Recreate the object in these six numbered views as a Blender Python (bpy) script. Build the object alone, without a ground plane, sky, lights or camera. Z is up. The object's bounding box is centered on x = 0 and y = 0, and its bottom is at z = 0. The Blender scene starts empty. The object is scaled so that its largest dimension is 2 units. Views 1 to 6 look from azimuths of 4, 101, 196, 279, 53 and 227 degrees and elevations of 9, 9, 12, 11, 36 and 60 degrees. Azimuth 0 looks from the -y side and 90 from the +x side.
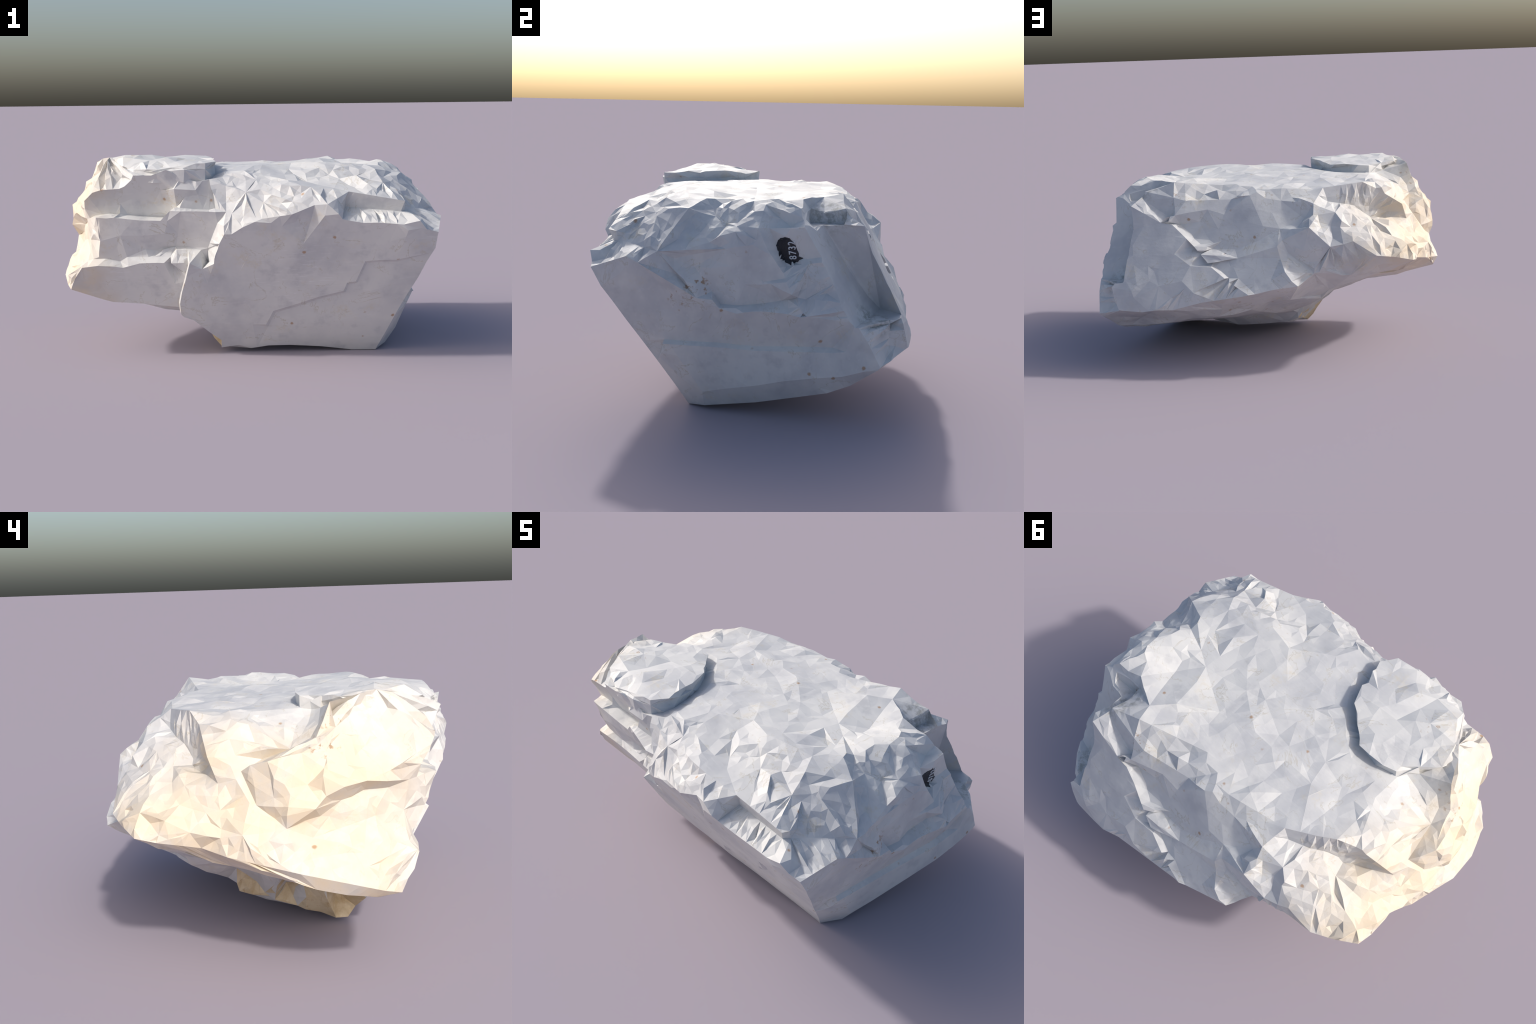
"""A large broken block of pale cleavable mineral.

The block is described by named groups of control points: the corners of its
cleavage plates, ledges, ridges and broken faces.  One closed cage is stretched
over them (triangulated around the heart of the block, then re-triangulated so
that creases stay crisp), and the cage is broken up further into small fracture
chips by random midpoint displacement, strong on hackly breaks and nearly
absent on clean cleavage.
"""
import bpy, bmesh, math, random
import numpy as np
from mathutils import Vector
from mathutils.bvhtree import BVHTree

SEED = 11
HEART = np.array((-.18, -.09, .54))       # every part of the surface is seen from here
STRETCH = np.array((1.0, .78, .62))       # rough half extents

POINTS = {
    'left_end_ridges': [
        (-0.923, -0.34, 0.817), (-0.934, -0.272, 0.768), (-0.901, -0.251, 0.87), (-0.831, -0.205,
        0.872), (-0.926, -0.137, 0.846), (-0.974, -0.21, 0.7), (-0.928, -0.111, 0.674), (-0.917, -0.089,
        0.758), (-0.728, 0.134, 0.947), (-0.697, 0.141, 0.943), (-0.837, 0.087, 0.846), (-0.683, 0.093,
        0.972), (-0.968, -0.3, 0.686), (-0.916, 0.104, 0.535), (-0.772, 0.027, 0.928)],
    'slab': [
        (-0.875, -0.231, 0.89), (-0.868, -0.336, 0.924), (-0.856, -0.298, 0.916), (-0.66, -0.298,
        0.993), (-0.828, -0.363, 0.946)],
    'slab_and_left': [
        (-0.801, -0.342, 1.031), (-0.648, -0.3, 1.035), (-0.754, -0.33, 0.98), (-0.881, -0.332, 0.874),
        (-0.873, -0.306, 0.897), (-0.816, -0.353, 0.982), (-0.81, -0.34, 0.948), (-0.715, -0.453,
        1.013), (-0.747, -0.445, 1.052), (-0.533, -0.723, 0.987), (-0.36, -0.699, 0.809), (-0.122,
        -0.715, 0.743), (-0.621, -0.653, 0.79), (-0.343, -0.691, 0.918), (-0.918, -0.328, 0.822),
        (-0.752, -0.652, 0.775), (-0.838, -0.546, 0.797), (-0.66, 0.159, 0.844), (-0.75, 0.1, 0.802),
        (-0.825, 0.074, 0.797), (-0.835, 0.014, 0.839), (-0.778, 0.101, 0.772)],
    'back_face': [
        (0.194, 0.594, 0.628), (0.145, 0.633, 0.594), (0.131, 0.647, 0.573), (0.484, 0.7, 0.528),
        (0.473, 0.713, 0.501), (0.456, 0.682, 0.552), (0.579, 0.677, 0.582), (0.646, 0.686, 0.574),
        (0.608, 0.728, 0.498), (0.676, 0.728, 0.484), (0.692, 0.739, 0.465), (0.569, 0.751, 0.45),
        (0.554, 0.758, 0.413), (0.541, 0.735, 0.475), (0.417, 0.722, 0.476), (0.285, 0.706, 0.504),
        (0.211, 0.725, 0.443), (0.267, 0.717, 0.466), (-0.006, 0.594, 0.616), (-0.024, 0.649, 0.516),
        (-0.204, 0.64, 0.506), (-0.225, 0.657, 0.461), (-0.308, 0.607, 0.543), (-0.32, 0.632, 0.505),
        (-0.351, 0.621, 0.475), (-0.281, 0.622, 0.554), (-0.277, 0.534, 0.642), (-0.224, 0.559, 0.68),
        (-0.242, 0.571, 0.619)],
    'left_back': [
        (-0.416, 0.512, 0.524), (-0.389, 0.485, 0.823), (-0.399, 0.533, 0.783), (-0.405, 0.454, 0.839),
        (-0.428, 0.444, 0.838), (-0.497, 0.439, 0.779), (-0.516, 0.476, 0.716), (-0.511, 0.518, 0.676),
        (-0.58, 0.499, 0.687), (-0.58, 0.459, 0.745), (-0.629, 0.48, 0.702), (-0.552, 0.446, 0.772),
        (-0.559, 0.436, 0.805), (-0.517, 0.405, 0.847), (-0.399, 0.416, 0.895), (-0.675, 0.338, 0.768),
        (-0.703, 0.4, 0.73), (-0.66, 0.369, 0.755), (-0.604, 0.404, 0.765), (-0.657, 0.424, 0.738),
        (-0.76, 0.47, 0.626), (-0.778, 0.361, 0.701), (-0.826, 0.22, 0.714), (-0.852, 0.291, 0.672),
        (-0.715, 0.397, 0.722), (-0.856, 0.049, 0.756), (-0.687, 0.285, 0.78), (-0.638, 0.181, 0.806),
        (-0.666, 0.179, 0.787), (-0.688, 0.246, 0.787), (-0.598, 0.33, 0.828), (-0.893, 0.088, 0.66),
        (-0.898, 0.037, 0.67), (-0.863, 0.13, 0.716), (-0.825, 0.176, 0.743), (-0.814, 0.31, 0.703),
        (-0.865, 0.188, 0.681), (-0.9, 0.323, 0.661), (-0.933, 0.339, 0.576)],
    'right_end': [
        (0.856, 0.219, 0.858), (0.822, 0.207, 0.75), (0.812, 0.293, 0.757), (0.807, 0.251, 0.733),
        (0.84, 0.179, 0.822), (0.811, 0.38, 0.766), (0.885, 0.22, 0.698), (0.848, 0.241, 0.892), (0.891,
        0.003, 0.873), (0.891, 0.106, 0.893), (0.857, 0.001, 0.892), (0.717, 0.42, 0.867), (0.681, 0.44,
        0.882), (0.698, 0.445, 0.831), (0.843, 0.596, 0.402), (0.837, 0.487, 0.603), (0.859, 0.317,
        0.582), (0.912, 0.235, 0.671), (0.886, 0.134, 0.648), (0.891, 0.124, 0.666), (0.907, -0.185,
        0.765), (0.941, -0.159, 0.576), (0.835, 0.436, 0.35), (0.867, -0.684, 0.754), (0.779, -0.602,
        0.792), (0.904, -0.412, 0.786), (0.991, -0.47, 0.755), (0.987, -0.415, 0.729), (0.962, -0.333,
        0.78), (0.865, -0.077, 0.338), (0.855, 0.086, 0.331), (0.863, 0.311, 0.344), (0.845, 0.44,
        0.343), (0.883, -0.422, 0.811), (0.792, 0.235, 0.891), (0.879, 0.112, 0.619), (0.87, 0.284,
        0.591), (0.855, 0.484, 0.571), (0.91, 0.333, 0.516), (0.808, 0.347, 0.868), (0.936, -0.215,
        0.787), (0.899, -0.179, 0.708), (0.944, -0.212, 0.653), (0.686, 0.339, 0.885)],
    'right_top': [
        (0.839, 0.306, 0.901), (0.789, 0.283, 0.936), (0.765, 0.281, 0.936), (0.688, 0.268, 0.969),
        (0.744, 0.276, 0.948), (0.585, 0.283, 0.957), (0.334, 0.257, 0.989), (0.363, 0.239, 1.011),
        (0.359, 0.394, 1.003), (0.732, -0.464, 0.905), (0.759, -0.121, 0.921), (0.662, -0.151, 0.991),
        (0.751, 0.269, 0.971)],
    'top': [
        (0.246, -0.787, 0.798), (0.233, -0.701, 0.929), (0.255, -0.73, 0.88), (0.246, -0.757, 0.856),
        (0.145, -0.722, 0.887), (0.106, -0.735, 0.85), (0.018, -0.705, 0.899), (0.064, -0.644, 0.955),
        (0.148, -0.686, 0.921), (0.474, -0.495, 0.945), (0.442, -0.434, 0.986), (0.13, -0.603, 0.967),
        (0.242, -0.488, 0.971), (0.659, -0.387, 0.987), (0.605, -0.305, 1.006), (0.694, -0.487, 0.926),
        (0.739, -0.413, 0.924), (0.626, -0.225, 0.997), (0.679, -0.185, 0.993), (0.442, -0.009, 0.981),
        (0.532, -0.059, 0.978), (0.403, 0.081, 0.988), (0.227, -0.351, 1.018), (0.362, -0.377, 1.022),
        (0.372, -0.433, 0.998), (0.337, -0.301, 1.012), (0.388, -0.304, 1.013), (0.217, -0.442, 0.991),
        (0.335, -0.697, 0.923), (0.368, -0.606, 0.925), (0.099, -0.219, 1.005)],
    'front_corner': [
        (0.381, -0.759, 0.851), (0.341, -0.74, 0.781), (0.827, -0.348, 0.332), (0.871, -0.338, 0.338),
        (0.937, -0.252, 0.571), (0.96, -0.645, 0.694), (0.677, -0.268, 0), (0.797, -0.621, 0.845),
        (0.845, -0.516, 0.798), (0.805, -0.543, 0.831), (0.519, -0.662, 0.896), (0.471, -0.764, 0.796),
        (0.504, -0.633, 0.819), (-0.153, -0.357, 0.026), (-0.16, -0.306, 0.023)],
    'back_rim': [
        (-0.136, 0.37, 0.966), (-0.036, 0.426, 0.94), (-0.223, 0.496, 0.767), (-0.349, 0.431, 0.813),
        (0.4, 0.475, 0.931), (0.326, 0.481, 0.915), (0.43, 0.676, 0.563), (-0.247, 0.532, 0.709),
        (-0.443, 0.278, 0.376), (-0.482, 0.279, 0.395), (0.428, 0.549, 0.828), (0.314, 0.58, 0.737),
        (-0.093, 0.697, 0.436), (0.139, 0.442, 0.917), (0.195, 0.486, 0.867), (-0.421, 0.515, 0.551),
        (-0.211, 0.408, 0.909)],
    'various': [
        (0.892, 0.312, 0.52), (0.843, 0.232, 0.848), (0.58, 0.478, 0.914), (0.583, 0.451, 0.961),
        (0.652, 0.751, 0.333), (0.907, -0.136, 0.654), (0.74, -0.176, 0.02), (0.631, 0.756, 0.336)],
    'front_bottom_edge': [
        (-0.15, -0.389, 0.074), (0.007, -0.341, 0.019), (0.101, -0.341, 0.035), (0.216, -0.33, 0.036),
        (0.382, -0.307, 0.024), (0.549, -0.276, 0)],
    'front_right_edge': [
        (0.723, -0.318, 0.1), (0.777, -0.391, 0.23), (0.823, -0.448, 0.332), (0.878, -0.508, 0.442),
        (0.915, -0.56, 0.534), (0.952, -0.601, 0.608)],
    'front_plate_step': [
        (0.093, -0.436, 0.172), (0.136, -0.483, 0.257), (0.244, -0.493, 0.292), (0.363, -0.507, 0.335),
        (0.5, -0.516, 0.372), (0.516, -0.542, 0.419), (0.561, -0.542, 0.426), (0.605, -0.606, 0.541),
        (0.678, -0.602, 0.546), (0.758, -0.594, 0.546), (0.793, -0.648, 0.642), (0.811, -0.685, 0.707)],
    'front_plate_step_foot': [
        (0.103, -0.413, 0.158), (0.145, -0.46, 0.244), (0.254, -0.47, 0.278), (0.371, -0.484, 0.322),
        (0.509, -0.494, 0.361), (0.525, -0.52, 0.407), (0.568, -0.521, 0.415), (0.614, -0.584, 0.529),
        (0.686, -0.581, 0.536), (0.767, -0.572, 0.534)],
    'front_plate_bottom': [
        (-0.344, -0.524, 0.246), (-0.332, -0.511, 0.227), (-0.282, -0.493, 0.206), (-0.185, -0.474,
        0.189), (-0.074, -0.456, 0.178), (0.024, -0.444, 0.174)],
    'front_plate_left': [
        (-0.269, -0.694, 0.542), (-0.301, -0.637, 0.441), (-0.324, -0.601, 0.379), (-0.343, -0.56,
        0.307)],
    'front_plate_corner': [
        (-0.212, -0.655, 0.507), (-0.15, -0.667, 0.536), (-0.114, -0.73, 0.647), (-0.087, -0.757, 0.697)],
    'front_upper_plate': [
        (-0.051, -0.753, 0.697), (0.003, -0.769, 0.732), (0.142, -0.769, 0.754), (0.144, -0.706, 0.65),
        (0.033, -0.689, 0.604), (0.196, -0.752, 0.736)],
    'front_face_mid': [
        (0.299, -0.69, 0.641), (0.496, -0.668, 0.638), (0.661, -0.659, 0.65), (0.229, -0.608, 0.493),
        (0.431, -0.586, 0.489), (0.091, -0.576, 0.417), (0.326, -0.404, 0.169), (0.573, -0.402, 0.206),
        (0.638, -0.493, 0.368), (-0.192, -0.615, 0.424), (-0.1, -0.533, 0.303), (-0.24, -0.534, 0.281)],
    'front_top_edge': [
        (0.404, -0.764, 0.789), (0.517, -0.736, 0.762), (0.592, -0.72, 0.748), (0.663, -0.714, 0.749),
        (0.788, -0.694, 0.737)],
    'layer_low_top': [
        (-0.828, -0.644, 0.51), (-0.748, -0.642, 0.52), (-0.668, -0.631, 0.515), (-0.622, -0.622,
        0.507), (-0.529, -0.637, 0.533), (-0.446, -0.638, 0.536), (-0.371, -0.636, 0.533), (-0.306,
        -0.638, 0.536)],
    'layer_low_bottom': [
        (-0.703, -0.508, 0.305), (-0.563, -0.498, 0.296), (-0.451, -0.49, 0.284), (-0.36, -0.484, 0.275)],
    'layer_low_face': [
        (-0.753, -0.579, 0.415), (-0.616, -0.567, 0.413), (-0.476, -0.566, 0.413), (-0.365, -0.566,
        0.414)],
    'layer_low_right': [
        (-0.287, -0.63, 0.524), (-0.32, -0.573, 0.426), (-0.344, -0.535, 0.362), (-0.359, -0.504, 0.309)],
    'layer_mid_bottom': [
        (-0.833, -0.605, 0.53), (-0.744, -0.623, 0.562), (-0.637, -0.609, 0.539), (-0.599, -0.622,
        0.562), (-0.489, -0.621, 0.562), (-0.376, -0.622, 0.564)],
    'layer_mid_top': [
        (-0.717, -0.703, 0.767), (-0.643, -0.704, 0.773), (-0.511, -0.69, 0.758), (-0.378, -0.682,
        0.754)],
    'layer_mid_face': [
        (-0.724, -0.666, 0.651), (-0.619, -0.673, 0.679), (-0.506, -0.66, 0.677), (-0.398, -0.655,
        0.687), (-0.503, -0.615, 0.602)],
    'layer_mid_block': [
        (-0.306, -0.708, 0.805), (-0.224, -0.724, 0.807), (-0.13, -0.742, 0.805), (-0.162, -0.654,
        0.663), (-0.184, -0.62, 0.61), (-0.286, -0.601, 0.611), (-0.353, -0.59, 0.612), (-0.334, -0.633,
        0.684), (-0.297, -0.67, 0.736)],
    'layer_low_block': [
        (-0.344, -0.625, 0.601), (-0.257, -0.614, 0.597), (-0.186, -0.608, 0.598), (-0.192, -0.569,
        0.532), (-0.372, -0.587, 0.533)],
    'slab_front_bottom': [
        (-0.749, -0.642, 0.777), (-0.677, -0.641, 0.787), (-0.525, -0.618, 0.774), (-0.395, -0.6, 0.764)],
    'slab_front': [
        (-0.8, -0.651, 0.812), (-0.795, -0.676, 0.855), (-0.748, -0.697, 0.897), (-0.706, -0.701, 0.91),
        (-0.613, -0.695, 0.916), (-0.557, -0.704, 0.94), (-0.446, -0.719, 0.983), (-0.371, -0.728,
        1.011), (-0.304, -0.697, 0.971), (-0.228, -0.675, 0.947), (-0.619, -0.649, 0.838), (-0.499,
        -0.666, 0.886), (-0.41, -0.669, 0.906), (-0.453, -0.631, 0.836)],
    'slab_front_block': [
        (-0.337, -0.708, 0.915), (-0.233, -0.693, 0.908), (-0.222, -0.677, 0.883), (-0.335, -0.651,
        0.821), (-0.289, -0.678, 0.874)],
    'block_top': [
        (-0.343, -0.682, 0.822), (-0.232, -0.664, 0.811), (-0.14, -0.652, 0.805)],
    'underside': [
        (0.764, 0.512, 0.174), (0.796, 0.641, 0.265), (0.806, 0.66, 0.289), (0.7, 0.499, 0.178), (0.438,
        0.5, 0.206), (0.221, 0.5, 0.24), (0.15, 0.5, 0.253), (0.5, 0.62, 0.3), (0.3, 0.62, 0.31), (0.1,
        0.58, 0.32), (0.505, 0.765, 0.335), (0.62, 0.765, 0.345), (0.34, 0.735, 0.345), (0.16, 0.72,
        0.385), (-0.12, 0.55, 0.38), (-0.25, 0.42, 0.345), (0.45, 0.05, 0.098), (0.45, 0.3, 0.158),
        (0.29, 0.05, 0.112), (0.19, 0.05, 0.075), (0.013, 0.05, 0.09), (-0.12, 0.05, 0.105), (0.27,
        0.15, 0.15), (0.03, 0.15, 0.18), (-0.19, 0.15, 0.205), (-0.28, 0.16, 0.26), (-0.05, 0.35, 0.25),
        (0.12, 0.32, 0.2), (0.15, -0.15, 0.045), (0.45, -0.12, 0.057), (0, -0.15, 0.055)],
    'foot_left_wall': [
        (-0.168, -0.241, 0.051), (-0.175, -0.178, 0.063), (-0.179, -0.144, 0.081), (-0.189, -0.049,
        0.109), (-0.192, -0.027, 0.127), (-0.2, 0.046, 0.134), (-0.206, 0.101, 0.151), (-0.207, 0.11,
        0.187), (-0.17, -0.3, 0.15), (-0.19, -0.1, 0.19), (-0.26, 0.1, 0.27), (-0.391, 0.263, 0.319),
        (-0.392, 0.266, 0.34), (-0.32, 0.129, 0.295)],
    'overhang_underside': [
        (-0.55, -0.3, 0.31), (-0.75, -0.25, 0.36), (-0.62, 0, 0.386), (-0.8, 0.02, 0.44), (-0.47, 0.1,
        0.354), (-0.4, -0.1, 0.292), (-0.3, -0.25, 0.22), (-0.7, 0.25, 0.47), (-0.6, 0.42, 0.5), (-0.78,
        0.4, 0.565), (-0.36, -0.38, 0.233)],
    'left_end': [
        (-0.95, -0.326, 0.8), (-0.93, 0.26, 0.57), (-0.935, 0.14, 0.6), (-0.935, 0.25, 0.59), (-0.83,
        -0.494, 0.637), (-0.85, -0.465, 0.629), (-0.79, -0.591, 0.648), (-0.91, -0.457, 0.527), (-0.86,
        -0.505, 0.586), (-0.93, -0.472, 0.484), (-0.965, -0.315, 0.526), (-0.9, -0.373, 0.559), (-0.8,
        -0.54, 0.73), (-0.83, -0.46, 0.73), (-0.87, -0.38, 0.7), (-0.895, -0.31, 0.65), (-0.9, -0.284,
        0.575), (-0.985, -0.18, 0.503), (-0.968, -0.05, 0.6), (-0.955, -0.2, 0.62), (-0.95, 0.03, 0.585)],
    'end_crest': [
        (0.654, 0.176, 0.993), (0.695, 0.155, 1.005), (0.682, 0.125, 0.999), (0.719, 0.118, 1.003),
        (0.537, 0.102, 0.956), (0.555, 0.044, 0.967), (0.729, 0.05, 0.995), (0.692, -0.061, 0.988),
        (0.669, -0.111, 0.969), (0.694, -0.009, 0.999), (0.77, 0.113, 0.985), (0.604, 0.254, 0.998),
        (0.638, 0.032, 0.992)],
    'slab_crown': [(-0.7, -0.5, 1.06)],
    'top_field': [
        (0, -0.1, 1.005), (0, 0.08, 1.002), (0.2, -0.05, 0.994), (0.2, 0.12, 0.992), (0.24, 0.27,
        0.991), (-0.2, -0.1, 1), (-0.2, 0.08, 0.997), (-0.2, 0.22, 0.979), (-0.36, 0.08, 0.994), (-0.08,
        0.28, 0.981), (0.08, 0.3, 0.985), (0.3, 0.3, 0.992), (0.12, 0.2, 0.988), (-0.5, 0, 0.976),
        (-0.5, 0.14, 0.974), (-0.03, -0.33, 1.008), (0.04, -0.48, 1.013), (-0.1, -0.2, 1.004), (0.3,
        -0.15, 0.999), (0.1, 0.02, 1.006), (-0.33, -0.04, 0.996), (-0.6, -0.08, 0.976), (-0.62, 0.06,
        0.973), (-0.3, 0.2, 0.977), (0.45, 0.33, 0.997)],
    'back_plate_field': [
        (0.55, 0.576, 0.78), (0.5, 0.613, 0.7), (0.6, 0.63, 0.68), (0.42, 0.598, 0.72), (0.35, 0.634,
        0.64), (0.5, 0.654, 0.62), (0.25, 0.658, 0.58), (0.36, 0.685, 0.54), (0.63, 0.672, 0.6), (0.45,
        0.56, 0.8), (0.54, 0.535, 0.86)],
    'back_recess_field': [
        (0.2, 0.529, 0.74), (0.1, 0.542, 0.7), (0.05, 0.506, 0.78), (0.24, 0.505, 0.8), (-0.05, 0.494,
        0.8), (-0.1, 0.535, 0.7), (0.1, 0.483, 0.84), (0.15, 0.561, 0.66), (0.02, 0.557, 0.66), (-0.13,
        0.5, 0.78)],
}
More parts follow.
